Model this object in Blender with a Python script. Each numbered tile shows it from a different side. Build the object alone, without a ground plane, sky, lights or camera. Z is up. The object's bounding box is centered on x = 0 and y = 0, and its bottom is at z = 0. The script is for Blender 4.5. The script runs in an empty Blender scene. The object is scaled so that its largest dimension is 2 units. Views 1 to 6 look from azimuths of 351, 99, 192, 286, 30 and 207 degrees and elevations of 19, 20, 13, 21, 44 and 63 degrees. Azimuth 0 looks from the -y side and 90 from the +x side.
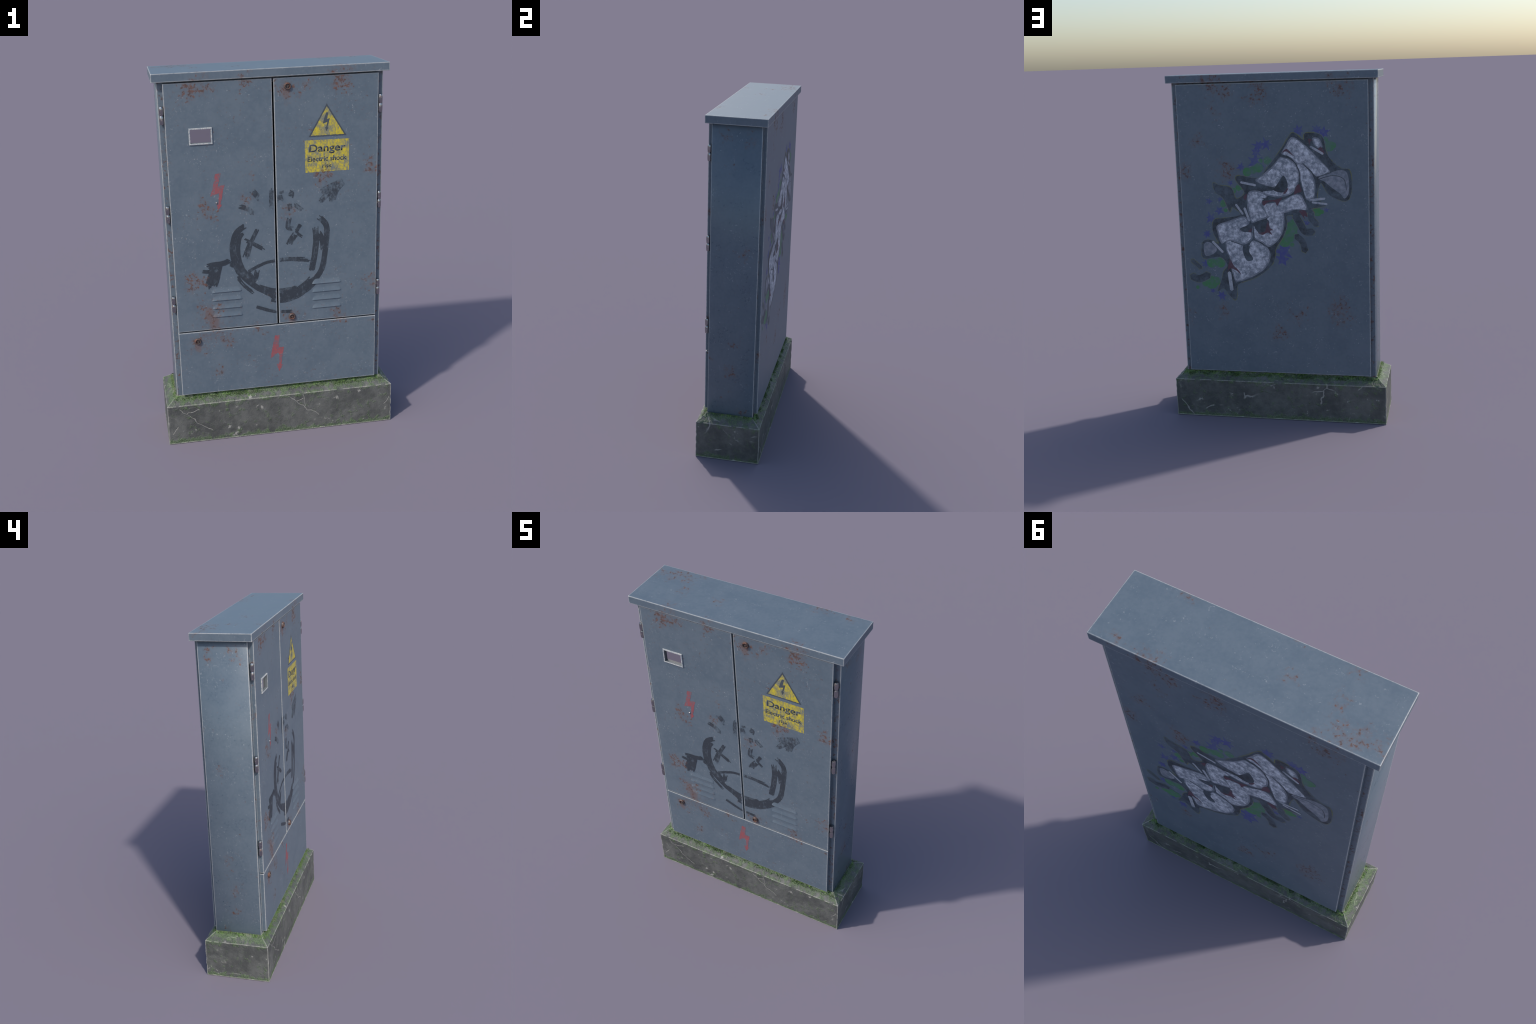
"""Weathered street-side electrical cabinet on a mossy concrete plinth."""
import bpy, bmesh, math, random
from mathutils import Vector, noise as mnoise

rng = random.Random(7)
scene = bpy.context.scene

# ------------------------------------------------------------------ dimensions
FRONT, BACK = -0.157, 0.155           # outer faces of doors / back panel
CORE_X, CORE_Y = 0.5655, 0.134        # carcass
PANEL_X = 0.538                       # half width of doors and back panel
DOOR_LOW, DOOR_TOP = 0.647, 1.950
FOOT = 0.276                          # bottom edge of the panels
SEAM = 0.640                          # top of the lower access panel
CAP_LOW, CAP_TOP = 1.958, 2.000
CAP_X, CAP_Y = 0.5925, 0.1655
PL_X, PL_Y, PL_SHOULDER = 0.6275, 0.1865, 0.2265
PL_IX, PL_IY, PL_TOP = 0.572, 0.135, 0.266

# ------------------------------------------------------------------ object helpers
root = bpy.data.objects.new("electrical_cabinet", None)
scene.collection.objects.link(root)
root.empty_display_size = 0.2
root["label"] = "weathered blue-grey steel electrical cabinet with graffiti on mossy concrete plinth"
root["category"] = "electrical cabinet"


def add(name, mesh, parent=None, mat=None, smooth_angle=None):
    ob = bpy.data.objects.new(name, mesh)
    scene.collection.objects.link(ob)
    ob.parent = parent or root
    if mat:
        mesh.materials.clear()
        mesh.materials.append(mat)
    if smooth_angle is not None:
        mesh.polygons.foreach_set("use_smooth", [True] * len(mesh.polygons))
        mesh.set_sharp_from_angle(angle=math.radians(smooth_angle))
    return ob


def mesh_from(bm, name):
    me = bpy.data.meshes.new(name)
    bmesh.ops.recalc_face_normals(bm, faces=bm.faces)
    bm.to_mesh(me)
    bm.free()
    return me


def bm_box(bm, x0, x1, y0, y1, z0, z1, bevel=0.0):
    r = bmesh.ops.create_cube(bm, size=1.0)
    for v in r["verts"]:
        v.co = Vector(((x0 + x1) / 2 + v.co.x * (x1 - x0), (y0 + y1) / 2 + v.co.y * (y1 - y0),
                       (z0 + z1) / 2 + v.co.z * (z1 - z0)))
    if bevel:
        es = list({e for v in r["verts"] for e in v.link_edges})
        bmesh.ops.bevel(bm, geom=es, offset=bevel, segments=2, affect="EDGES", profile=0.5)


def box(name, x0, x1, y0, y1, z0, z1, mat, bevel=0.0018, parent=None):
    bm = bmesh.new()
    bm_box(bm, x0, x1, y0, y1, z0, z1, bevel)
    return add(name, mesh_from(bm, name), parent, mat)


def lathe(bm, profile, axis, centre, steps=28):
    """Revolve (radius, height) pairs round an axis letter through centre."""
    rings = []
    for r, h in profile:
        ring = []
        for i in range(steps):
            a = 2 * math.pi * i / steps
            c, s = r * math.cos(a), r * math.sin(a)
            p = (c, s, h) if axis == "z" else (c, -h, s)
            ring.append(bm.verts.new(Vector(p) + Vector(centre)))
        rings.append(ring)
    for a, b in zip(rings, rings[1:]):
        for i in range(steps):
            j = (i + 1) % steps
            bm.faces.new((a[i], a[j], b[j], b[i]))
    bm.faces.new(rings[0])
    bm.faces.new(rings[-1])


# ------------------------------------------------------------------ node helpers
class Nodes:
    def __init__(self, tree):
        self.t = tree

    def new(self, kind, **kw):
        n = self.t.nodes.new("ShaderNode" + kind)
        for k, v in kw.items():
            setattr(n, k, v)
        return n

    def link(self, value, socket):
        if hasattr(value, "is_output"):
            self.t.links.new(value, socket)
        else:
            socket.default_value = value

    def math(self, op, a, b=0.0, c=0.0, clamp=False):
        n = self.new("Math", operation=op, use_clamp=clamp)
        for v, s in zip((a, b, c), n.inputs):
            self.link(v, s)
        return n.outputs[0]

    def vmath(self, op, a, b=(0, 0, 0), scale=None):
        n = self.new("VectorMath", operation=op)
        self.link(a, n.inputs[0])
        if op not in ("LENGTH", "SCALE", "NORMALIZE"):
            self.link(b, n.inputs[1])
        if scale is not None:
            self.link(scale, n.inputs["Scale"])
        return n.outputs["Value"] if op in ("LENGTH", "DOT_PRODUCT", "DISTANCE") else n.outputs[0]

    def step(self, v, lo, hi, out0=0.0, out1=1.0):
        n = self.new("MapRange", interpolation_type="SMOOTHSTEP")
        self.link(v, n.inputs["Value"])
        for k, x in (("From Min", lo), ("From Max", hi), ("To Min", out0), ("To Max", out1)):
            self.link(x, n.inputs[k])
        return n.outputs["Result"]

    def mix(self, f, a, b, mode="MIX"):
        n = self.new("Mix", data_type="RGBA", blend_type=mode)
        self.link(f, n.inputs[0])
        self.link(a, n.inputs[6])
        self.link(b, n.inputs[7])
        return n.outputs[2]

    def noise(self, vec, scale, detail=3.0, rough=0.5, offset=None, stretch=None):
        if offset or stretch:
            m = self.new("Mapping")
            self.link(vec, m.inputs["Vector"])
            m.inputs["Location"].default_value = offset or (0, 0, 0)
            m.inputs["Scale"].default_value = stretch or (1, 1, 1)
            vec = m.outputs[0]
        n = self.new("TexNoise")
        self.link(vec, n.inputs["Vector"])
        n.inputs["Scale"].default_value = scale
        n.inputs["Detail"].default_value = detail
        n.inputs["Roughness"].default_value = rough
        return n.outputs["Fac"]


def rgb(r, g, b):
    return (r, g, b, 1.0)


def coords(N):
    """Coordinates of the whole cabinet, shared by every part so that grain runs on across seams."""
    t = N.new("TexCoord")
    t.object = root
    return t.outputs["Object"]


def group(name, ins, outs):
    g = bpy.data.node_groups.new(name, "ShaderNodeTree")
    for n, k in ins:
        g.interface.new_socket(n, in_out="INPUT", socket_type="NodeSocket" + k)
    for n, k in outs:
        g.interface.new_socket(n, in_out="OUTPUT", socket_type="NodeSocket" + k)
    N = Nodes(g)
    return g, N, g.nodes.new("NodeGroupInput"), g.nodes.new("NodeGroupOutput")


# one rust spot: soft ball, maximum with what came before
SPOT, N, gi, go = group("rust_spot", [("Prev", "Float"), ("P", "Vector"), ("Centre", "Vector"), ("Radius", "Float")],
                        [("Value", "Float")])
hair = N.vmath("SCALE", (1e-7, 0.0, 0.0), scale=gi.outputs["Prev"])
d = N.math("DIVIDE", N.vmath("DISTANCE", N.vmath("ADD", gi.outputs["P"], hair), gi.outputs["Centre"]), gi.outputs["Radius"])
N.link(N.math("MAXIMUM", gi.outputs["Prev"], N.step(d, 1.15, 0.0)), go.inputs[0])

# one straight piece of a sprayed stroke
STROKE, N, gi, go = group("spray_stroke", [("Prev", "Float"), ("P", "Vector"), ("A", "Vector"), ("B", "Vector"),
                                           ("Radius", "Float")], [("Value", "Float")])
hair = N.vmath("SCALE", (1e-7, 0.0, 0.0), scale=gi.outputs["Prev"])     # keeps the strokes evaluated one after another
pa = N.vmath("SUBTRACT", N.vmath("ADD", gi.outputs["P"], hair), gi.outputs["A"])
ba = N.vmath("SUBTRACT", gi.outputs["B"], gi.outputs["A"])
h = N.math("DIVIDE", N.vmath("DOT_PRODUCT", pa, ba), N.vmath("DOT_PRODUCT", ba, ba), clamp=True)
d = N.vmath("LENGTH", N.vmath("SUBTRACT", pa, N.vmath("SCALE", ba, scale=h)))
val = N.math("SUBTRACT", 1.0, N.math("DIVIDE", d, gi.outputs["Radius"]))
N.link(N.math("MAXIMUM", gi.outputs["Prev"], val), go.inputs[0])


def call(N, grp, **kw):
    n = N.new("Group", node_tree=grp)
    for k, v in kw.items():
        N.link(v, n.inputs[k])
    return n.outputs


PAINT_A, PAINT_B = rgb(0.096, 0.129, 0.162), rgb(0.119, 0.152, 0.184)
WORN = rgb(0.58, 0.57, 0.54)
RUST_A, RUST_B = rgb(0.150, 0.066, 0.045), rgb(0.070, 0.042, 0.035)


def paint_group(name, spots, rust_bias=0.0, smears=()):
    """Blue-grey enamel: cloudy tone, pale flecks, rust bloom round given spots."""
    g, N, gi, go = group(name, [], [("Color", "Color"), ("Roughness", "Float"), ("Height", "Float"), ("Relief", "Float"), ("Rust", "Float")])
    P = coords(N)
    cloud = N.noise(P, 9.0, 6.0, 0.68)
    fine = N.noise(P, 60.0, 3.0, 0.6, offset=(3, 1, 7))
    tone = N.math("ADD", N.math("MULTIPLY", cloud, 0.62), N.math("MULTIPLY", fine, 0.38))
    col = N.mix(N.step(tone, 0.36, 0.62), PAINT_A, PAINT_B)
    # pale flecks in loose clusters
    cluster = N.step(N.noise(P, 15.0, 2.0, 0.5, offset=(9, 4, 2)), 0.49, 0.68)
    fleck = N.noise(P, 95.0, 2.5, 0.55, offset=(1, 8, 5))
    fm = N.math("MULTIPLY", N.step(fleck, 0.58, 0.72), cluster)
    rare = N.math("MULTIPLY", N.step(N.noise(P, 80.0, 1.0, 0.5, offset=(6, 2, 9)), 0.75, 0.80), 0.8)
    fm = N.math("MAXIMUM", fm, rare)
    col = N.mix(N.math("MULTIPLY", fm, 0.58), col, rgb(0.32, 0.34, 0.35))
    # hairline scuffs, a little off the vertical
    tilt = N.new("Mapping")
    N.link(P, tilt.inputs["Vector"])
    tilt.inputs["Rotation"].default_value = (0.5, 0.6, 0.0)
    tilt.inputs["Scale"].default_value = (1.0, 1.0, 0.12)
    hair = N.math("MULTIPLY", N.step(N.noise(tilt.outputs[0], 150.0, 2.0, 0.5), 0.70, 0.78), N.step(cloud, 0.46, 0.60))
    col = N.mix(N.math("MULTIPLY", hair, 0.35), col, rgb(0.30, 0.32, 0.33))
    # rust
    s = 0.0
    warp = N.new("TexNoise")
    N.link(P, warp.inputs["Vector"])
    warp.inputs["Scale"].default_value = 17.0
    bent = N.vmath("ADD", P, N.vmath("SCALE", N.vmath("SUBTRACT", warp.outputs["Color"], (0.5, 0.5, 0.5)), scale=0.16))
    for x, y, z, r in spots:
        s = call(N, SPOT, Prev=s, P=bent, Centre=(x, y, z), Radius=r * 1.55)[0]
    grain = N.noise(P, 58.0, 5.0, 0.68, offset=(2, 2, 2))
    broad = N.noise(P, 9.0, 3.0, 0.5, offset=(5, 5, 5))
    r = N.math("ADD", grain, N.math("MULTIPLY", s, 0.175))
    r = N.math("ADD", r, N.math("MULTIPLY", N.math("SUBTRACT", broad, 0.5), 0.30))
    r = N.math("ADD", r, rust_bias)
    core = N.step(r, 0.655, 0.74)
    halo = N.math("MULTIPLY", N.step(N.math("ADD", r, N.math("MULTIPLY", s, 0.10)), 0.56, 0.84), 0.48)
    rcol = N.mix(N.step(fine, 0.35, 0.65), RUST_B, RUST_A)
    if smears:
        # soft run-off below the locks
        sm, low = 0.0, N.vmath("MULTIPLY", P, (1, 1, 0.55))
        for x, y, z, rad in smears:
            sm = call(N, SPOT, Prev=sm, P=low, Centre=(x, y, z * 0.55), Radius=rad)[0]
        halo = N.math("MAXIMUM", halo, N.math("MULTIPLY", N.step(N.math("ADD", sm, N.math("MULTIPLY", grain, 0.7)), 0.45, 1.15), 0.62))
    col = N.mix(halo, col, rgb(0.150, 0.092, 0.078))
    col = N.mix(N.math("MULTIPLY", core, 0.80), col, rcol)
    N.link(col, go.inputs["Color"])
    rough = N.math("ADD", 0.36, N.math("MULTIPLY", tone, 0.16))
    N.link(N.math("ADD", rough, N.math("MULTIPLY", core, 0.35)), go.inputs["Roughness"])
    N.link(N.math("ADD", grain, N.math("MULTIPLY", fine, 0.3)), go.inputs["Height"])
    N.link(N.math("ADD", 0.07, N.math("MULTIPLY", core, 0.85)), go.inputs["Relief"])
    N.link(core, go.inputs["Rust"])
    return g


def finish(mat, N, col, rough, height=None, bump=0.0015, metallic=0.0, spec=0.5, relief=0.9):
    b = N.new("BsdfPrincipled")
    N.link(col, b.inputs["Base Color"])
    N.link(rough, b.inputs["Roughness"])
    b.inputs["Metallic"].default_value = metallic
    b.inputs["Specular IOR Level"].default_value = spec
    if height is not None:
        bp = N.new("Bump")
        N.link(relief, bp.inputs["Strength"])
        bp.inputs["Distance"].default_value = bump
        N.link(height, bp.inputs["Height"])
        N.link(bp.outputs[0], b.inputs["Normal"])
    o = N.new("OutputMaterial")
    N.link(b.outputs[0], o.inputs["Surface"])
    return b


def material(name):
    m = bpy.data.materials.new(name)
    m.use_nodes = True
    m.node_tree.nodes.clear()
    return m, Nodes(m.node_tree)


def edge_wear(N, P, radius, lo, hi, nscale=70.0):
    """Worn rims: where a rounded normal departs from the flat one, broken up by grain."""
    bev = N.new("Bevel", samples=4)
    bev.inputs["Radius"].default_value = radius
    geo = N.new("NewGeometry")
    k = N.vmath("DOT_PRODUCT", bev.outputs[0], geo.outputs["Normal"])
    k = N.math("SUBTRACT", 1.0, k)
    br = N.noise(P, nscale, 3.0, 0.6, offset=(4, 9, 1))
    k = N.math("MULTIPLY", k, N.step(br, 0.28, 0.60, 0.45, 1.5))
    return N.step(k, lo, hi)


METAL, SPEC = 0.0, 0.5


def paint_material(name, grp, wear=True, gloss=0.0):
    m, N = material(name)
    P = coords(N)
    g = call(N, grp)
    col, rough, hgt = g["Color"], N.math("SUBTRACT", g["Roughness"], gloss), g["Height"]
    if wear:
        w = edge_wear(N, P, 0.0075, 0.012, 0.085)
        col = N.mix(N.math("MULTIPLY", w, 0.85), col, WORN)
        rough = N.math("ADD", rough, N.math("MULTIPLY", w, 0.15))
    finish(m, N, col, rough, hgt, 0.004, METAL, SPEC, g["Relief"])
    return m


def decal_material(name, grp, colour, lo, hi, scale=70.0, amount=0.9, second=None, stretch=None, tint=0.0):
    """Paint lying on the enamel, rubbed off in patches so the enamel shows again."""
    m, N = material(name)
    P = coords(N)
    g = call(N, grp)
    n1 = N.noise(P, scale, 6.0, 0.72, offset=(3, 6, 8), stretch=stretch)
    n2 = N.noise(P, scale * 0.22, 3.0, 0.55, offset=(2, 5, 1))
    n = N.math("ADD", N.math("MULTIPLY", n1, 0.62), N.math("MULTIPLY", n2, 0.38))
    k = N.math("MULTIPLY", N.step(n, lo, hi), amount)
    c = colour
    if second:
        c = N.mix(N.step(n1, 0.35, 0.68), second, colour)
    k = N.math("MULTIPLY", k, N.math("SUBTRACT", 1.0, N.math("MULTIPLY", g["Rust"], 0.6)))
    if tint:
        k = N.math("ADD", k, N.math("MULTIPLY", N.math("SUBTRACT", 1.0, k), tint))
    col = N.mix(k, g["Color"], c)
    finish(m, N, col, N.math("ADD", g["Roughness"], 0.08), g["Height"], 0.004, METAL, SPEC, g["Relief"])
    return m


# ------------------------------------------------------------------ where the rust sits (x, y, z, radius)
RUST_FRONT = [(-0.336, FRONT, 1.984, 0.05), (-0.411, FRONT, 1.917, 0.06), (-0.334, FRONT, 1.900, 0.05),
              (-0.134, FRONT, 1.967, 0.03), (-0.553, FRONT, 1.867, 0.03), (-0.552, FRONT, 1.678, 0.03),
              (-0.552, FRONT, 1.537, 0.03), (-0.358, FRONT, 0.732, 0.07), (-0.341, FRONT, 0.629, 0.075),
              (-0.426, FRONT, 0.912, 0.05), (-0.300, FRONT, 0.586, 0.05), (-0.336, FRONT, 0.415, 0.03),
              (0.057, FRONT, 1.905, 0.05), (0.064, FRONT, 1.865, 0.045), (0.157, FRONT, 1.906, 0.045), (0.347, FRONT, 1.922, 0.05),
              (0.504, FRONT, 1.491, 0.05), (0.548, FRONT, 1.474, 0.04), (0.249, FRONT, 1.446, 0.05),
              (-0.163, FRONT, 1.350, 0.035), (-0.132, FRONT, 1.445, 0.03), (-0.353, FRONT, 1.315, 0.05),
              (0.064, FRONT, 1.261, 0.04), (0.505, FRONT, 0.833, 0.05), (0.326, FRONT, 0.663, 0.04),
              (-0.124, FRONT, 0.630, 0.035), (0.075, FRONT, 0.675, 0.045), (-0.442, FRONT, 0.554, 0.05),
              (0.515, FRONT, 0.620, 0.03), (-0.413, FRONT, 0.629, 0.04)]
RUST_BACK = [(0.331, BACK, 1.960, 0.07), (0.058, BACK, 1.929, 0.05), (0.081, BACK, 1.864, 0.05),
             (0.251, BACK, 1.908, 0.06), (-0.337, BACK, 1.950, 0.05), (-0.408, BACK, 1.916, 0.06),
             (0.499, BACK, 1.481, 0.05), (0.544, BACK, 1.447, 0.05), (0.271, BACK, 1.472, 0.07),
             (0.332, BACK, 1.804, 0.05), (0.433, BACK, 1.637, 0.05), (0.325, BACK, 0.657, 0.05),
             (-0.346, BACK, 0.646, 0.09), (-0.121, BACK, 0.625, 0.05), (0.526, BACK, 0.629, 0.05),
             (-0.003, BACK, 0.512, 0.06)]
SIDE_SPOTS = [(0.061, 1.921, 0.04), (0.075, 1.865, 0.04), (-0.001, 1.746, 0.022), (-0.060, 1.902, 0.05),
              (0.060, 1.255, 0.045), (-0.008, 0.542, 0.06), (0.028, 0.710, 0.04), (-0.002, 0.412, 0.03),
              (0.062, 0.285, 0.03), (-0.128, 0.622, 0.03)]
RUST_SIDE = [(s * 0.566, y, z, r * 0.75) for s in (-1, 1) for y, z, r in SIDE_SPOTS]
RUST_LID = [(-0.416, 0.104, 2.0, 0.06), (-0.481, 0.110, 2.0, 0.06), (-0.561, 0.100, 2.0, 0.055),
            (-0.160, -0.009, 2.0, 0.035), (0.494, 0.125, 2.0, 0.05), (-0.368, -0.006, 2.0, 0.04),
            (0.334, -0.165, 1.972, 0.055), (0.388, -0.165, 1.978, 0.04), (-0.336, -0.165, 1.98, 0.05),
            (-0.134, -0.165, 1.967, 0.03), (0.331, 0.165, 1.975, 0.07), (0.06, 0.165, 1.97, 0.03),
            (-0.33, 0.165, 1.97, 0.04)]

SMEARS = [(0.066, FRONT, 1.888, 0.036), (0.075, FRONT, 0.672, 0.034), (-0.438, FRONT, 0.560, 0.030), (-0.345, FRONT, 0.690, 0.045), (-0.370, FRONT, 0.735, 0.040)]
G_FRONT = paint_group("enamel_front", RUST_FRONT, 0.0, SMEARS)
G_BACK = paint_group("enamel_back", RUST_BACK, -0.03)
G_SIDE = paint_group("enamel_side", RUST_SIDE, -0.025)
G_LID = paint_group("enamel_lid", RUST_LID, -0.045)
G_FRAME = paint_group("enamel_frame", [], 0.10)

# ------------------------------------------------------------------ sprayed face on the doors: (radius, strokes)
FACE = [
    (0.0121, [(-0.164, 1.208), (-0.209, 1.172), (-0.230, 1.111), (-0.230, 1.053), (-0.220, 1.003), (-0.201, 0.958),
              (-0.163, 0.913), (-0.120, 0.873), (-0.064, 0.835), (-0.014, 0.809), (0.048, 0.797), (0.106, 0.810),
              (0.164, 0.847), (0.210, 0.890), (0.242, 0.941), (0.254, 0.999), (0.261, 1.057), (0.268, 1.126),
              (0.263, 1.184), (0.224, 1.228)]),
    (0.0094, [(-0.176, 1.175), (-0.197, 1.131), (-0.203, 1.074), (-0.196, 1.016), (-0.178, 0.967), (-0.146, 0.929),
              (-0.119, 0.897)]),
    (0.0077, [(-0.213, 0.935), (-0.176, 0.879), (-0.121, 0.829)]),
    (0.0132, [(0.207, 1.172), (0.211, 1.108), (0.207, 1.050), (0.197, 0.992), (0.185, 0.931)]),
    (0.0121, [(0.223, 1.142), (0.246, 1.093), (0.251, 1.029)]),
    (0.0121, [(-0.103, 0.866), (-0.053, 0.846), (0.004, 0.832), (0.066, 0.835), (0.106, 0.843)]),
    (0.0240, [(-0.037, 0.806), (0.020, 0.793), (0.089, 0.806), (0.152, 0.842), (0.198, 0.885)]),
    (0.0066, [(-0.156, 0.957), (-0.116, 0.976), (-0.060, 0.998), (0.002, 1.005), (0.081, 1.004), (0.177, 0.991)]),
    (0.0033, [(0.008, 1.013), (0.070, 1.015), (0.149, 1.008)]),
    (0.0110, [(-0.106, 0.961), (-0.118, 0.915), (-0.142, 0.887)]),
    (0.0121, [(-0.156, 0.948), (-0.130, 0.910)]),
    (0.0085, [(-0.099, 1.185), (-0.122, 1.142), (-0.152, 1.087), (-0.173, 1.034)]),
    (0.0044, [(-0.129, 1.114), (-0.154, 1.029)]),
    (0.0085, [(-0.169, 1.134), (-0.134, 1.115), (-0.096, 1.091), (-0.065, 1.071)]),
    (0.0130, [(0.100, 1.143), (0.077, 1.111), (0.063, 1.086)]),
    (0.0060, [(0.106, 1.151), (0.139, 1.123)]),
    (0.0095, [(0.071, 1.234), (0.062, 1.184), (0.089, 1.173)]),
    (0.0080, [(0.129, 1.195), (0.103, 1.152)]),
    (0.0125, [(-0.122, 1.394), (-0.101, 1.371), (-0.080, 1.344)]),
    (0.0085, [(-0.016, 1.400), (-0.023, 1.337), (-0.022, 1.287)]),
    (0.0140, [(0.018, 1.359), (0.026, 1.325)]),
    (0.0060, [(0.019, 1.370), (0.043, 1.374)]),
    (0.0105, [(0.071, 1.372), (0.084, 1.362), (0.078, 1.340)]),
    (0.0105, [(0.070, 1.313), (0.077, 1.273)]),
    (0.0085, [(0.097, 1.305), (0.141, 1.268)]),
    (0.0100, [(-0.187, 1.316), (-0.139, 1.293), (-0.118, 1.266)]),
    (0.0150, [(0.353, 1.409), (0.314, 1.362), (0.294, 1.304)]),
    (0.0120, [(0.353, 1.409), (0.292, 1.386), (0.236, 1.362)]),
    (0.0110, [(0.314, 1.370), (0.275, 1.348), (0.230, 1.306)]),
    (0.0110, [(-0.242, 1.031), (-0.287, 1.015), (-0.336, 1.011), (-0.370, 1.005)]),
    (0.0132, [(-0.337, 1.005), (-0.350, 0.948), (-0.373, 0.883)]),
    (0.0121, [(-0.304, 1.008), (-0.317, 0.951), (-0.335, 0.894)]),
    (0.0077, [(-0.393, 0.980), (-0.338, 0.973)]),
    (0.0099, [(-0.226, 1.007), (-0.249, 0.997)]),
    (0.0065, [(-0.118, 0.756), (-0.067, 0.735), (-0.011, 0.718), (0.087, 0.710)]),
]

M_PLAIN = paint_material("louver_enamel", G_FRONT, False)
M_FRONT = paint_material("front_enamel", G_FRONT)
M_BACK = paint_material("back_enamel", G_BACK)
M_SIDE = paint_material("side_enamel", G_SIDE, True, 0.15)
M_LID = paint_material("lid_enamel", G_LID)
M_FRAME = paint_material("frame_enamel", G_FRAME)


def metal_material(name, base, rust_amount, rough, metallic=1.0):
    m, N = material(name)
    P = coords(N)
    n = N.noise(P, 70.0, 4.0, 0.6)
    k = N.step(n, 0.62 - 0.3 * rust_amount, 0.78 - 0.3 * rust_amount)
    f = N.noise(P, 230.0, 2.0, 0.6)
    col = N.mix(k, base, N.mix(N.step(f, 0.4, 0.6), rgb(0.075, 0.042, 0.034), rgb(0.17, 0.07, 0.045)))
    b = finish(m, N, col, N.math("ADD", rough, N.math("MULTIPLY", k, 0.35)), N.math("ADD", k, f), 0.0004)
    N.link(N.math("MULTIPLY", N.math("SUBTRACT", 1.0, k), metallic), b.inputs["Metallic"])
    return m


M_HINGE = metal_material("hinge_steel", rgb(0.36, 0.355, 0.36), 0.18, 0.18)
M_LOCK = metal_material("lock_steel", rgb(0.11, 0.09, 0.085), 0.62, 0.45, 0.4)
M_RIVET = metal_material("rivet_steel", rgb(0.45, 0.42, 0.42), 0.3, 0.25)

m, N = material("worn_window_rim")
P = coords(N)
k = N.step(N.noise(P, 130.0, 3.0, 0.6), 0.38, 0.60)
finish(m, N, N.mix(k, rgb(0.24, 0.28, 0.32), rgb(0.52, 0.51, 0.48)), 0.5, N.noise(P, 200.0, 2.0), 0.0005)
M_RIM = m
m, N = material("dark_window_reveal")
finish(m, N, rgb(0.12, 0.135, 0.14), 0.5)
M_REVEAL = m

m, N = material("dull_glass_pane")
finish(m, N, rgb(0.60, 0.585, 0.60), 0.03, None, metallic=1.0)
M_GLASS = m

m, N = material("dark_gap")
finish(m, N, rgb(0.006, 0.006, 0.007), 0.8)
M_GAP = m

# ------------------------------------------------------------------ concrete
m, N = material("mossy_concrete")
P = coords(N)
sep = N.new("SeparateXYZ")
N.link(P, sep.inputs[0])
X, Y, Z = sep.outputs
n_big = N.noise(P, 7.0, 5.0, 0.6)
n_mid = N.noise(P, 26.0, 5.0, 0.65, offset=(1, 2, 3))
n_fine = N.noise(P, 130.0, 3.0, 0.6, offset=(8, 2, 5))
tone = N.math("ADD", N.math("MULTIPLY", n_big, 0.6), N.math("MULTIPLY", n_mid, 0.4))
col = N.mix(N.step(tone, 0.38, 0.64), rgb(0.064, 0.066, 0.062), rgb(0.124, 0.126, 0.116))
# pale scuffs and a few hairline cracks
scuff = N.math("MULTIPLY", N.step(n_mid, 0.60, 0.66), N.step(N.noise(P, 11.0, 2.0, offset=(4, 4, 9)), 0.50, 0.60))
nv = N.new("TexNoise")
N.link(P, nv.inputs["Vector"])
nv.inputs["Scale"].default_value = 22.0
wob = N.vmath("SCALE", N.vmath("SUBTRACT", nv.outputs["Color"], (0.5, 0.5, 0.5)), scale=0.03)
Q = N.vmath("ADD", P, wob)
v = -9.0
CRACKS = [[(-0.560, 0.205), (-0.500, 0.150), (-0.440, 0.095), (-0.385, 0.060)], [(-0.520, 0.180), (-0.455, 0.195)],
          [(0.040, 0.218), (0.085, 0.180), (0.150, 0.125), (0.215, 0.085)], [(0.125, 0.222), (0.130, 0.150)],
          [(0.085, 0.180), (0.120, 0.195)], [(0.590, 0.105), (0.615, 0.150)], [(-0.610, 0.060), (-0.575, 0.105)]]
front_p = N.vmath("MULTIPLY", Q, (1, 0, 1))
for pts in CRACKS:
    for a, b in zip(pts, pts[1:]):
        v = call(N, STROKE, Prev=v, P=front_p, A=(a[0], 0, a[1]), B=(b[0], 0, b[1]), Radius=0.0030)[0]
crack = N.math("MULTIPLY", N.step(v, 0.0, 0.7), N.step(Y, 0.0, -0.1))
vo = N.new("TexVoronoi", feature="DISTANCE_TO_EDGE")
N.link(Q, vo.inputs["Vector"])
vo.inputs["Scale"].default_value = 4.5
other = N.math("MULTIPLY", N.step(vo.outputs["Distance"], 0.020, 0.006),
               N.step(N.noise(P, 6.0, 2.0, offset=(7, 7, 7)), 0.54, 0.60))
other = N.math("MULTIPLY", other, N.step(Y, -0.15, -0.10))
crack = N.math("MAXIMUM", crack, other)
pale = N.math("MAXIMUM", N.math("MULTIPLY", scuff, 0.7), N.math("MULTIPLY", crack, 0.62))
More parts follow.
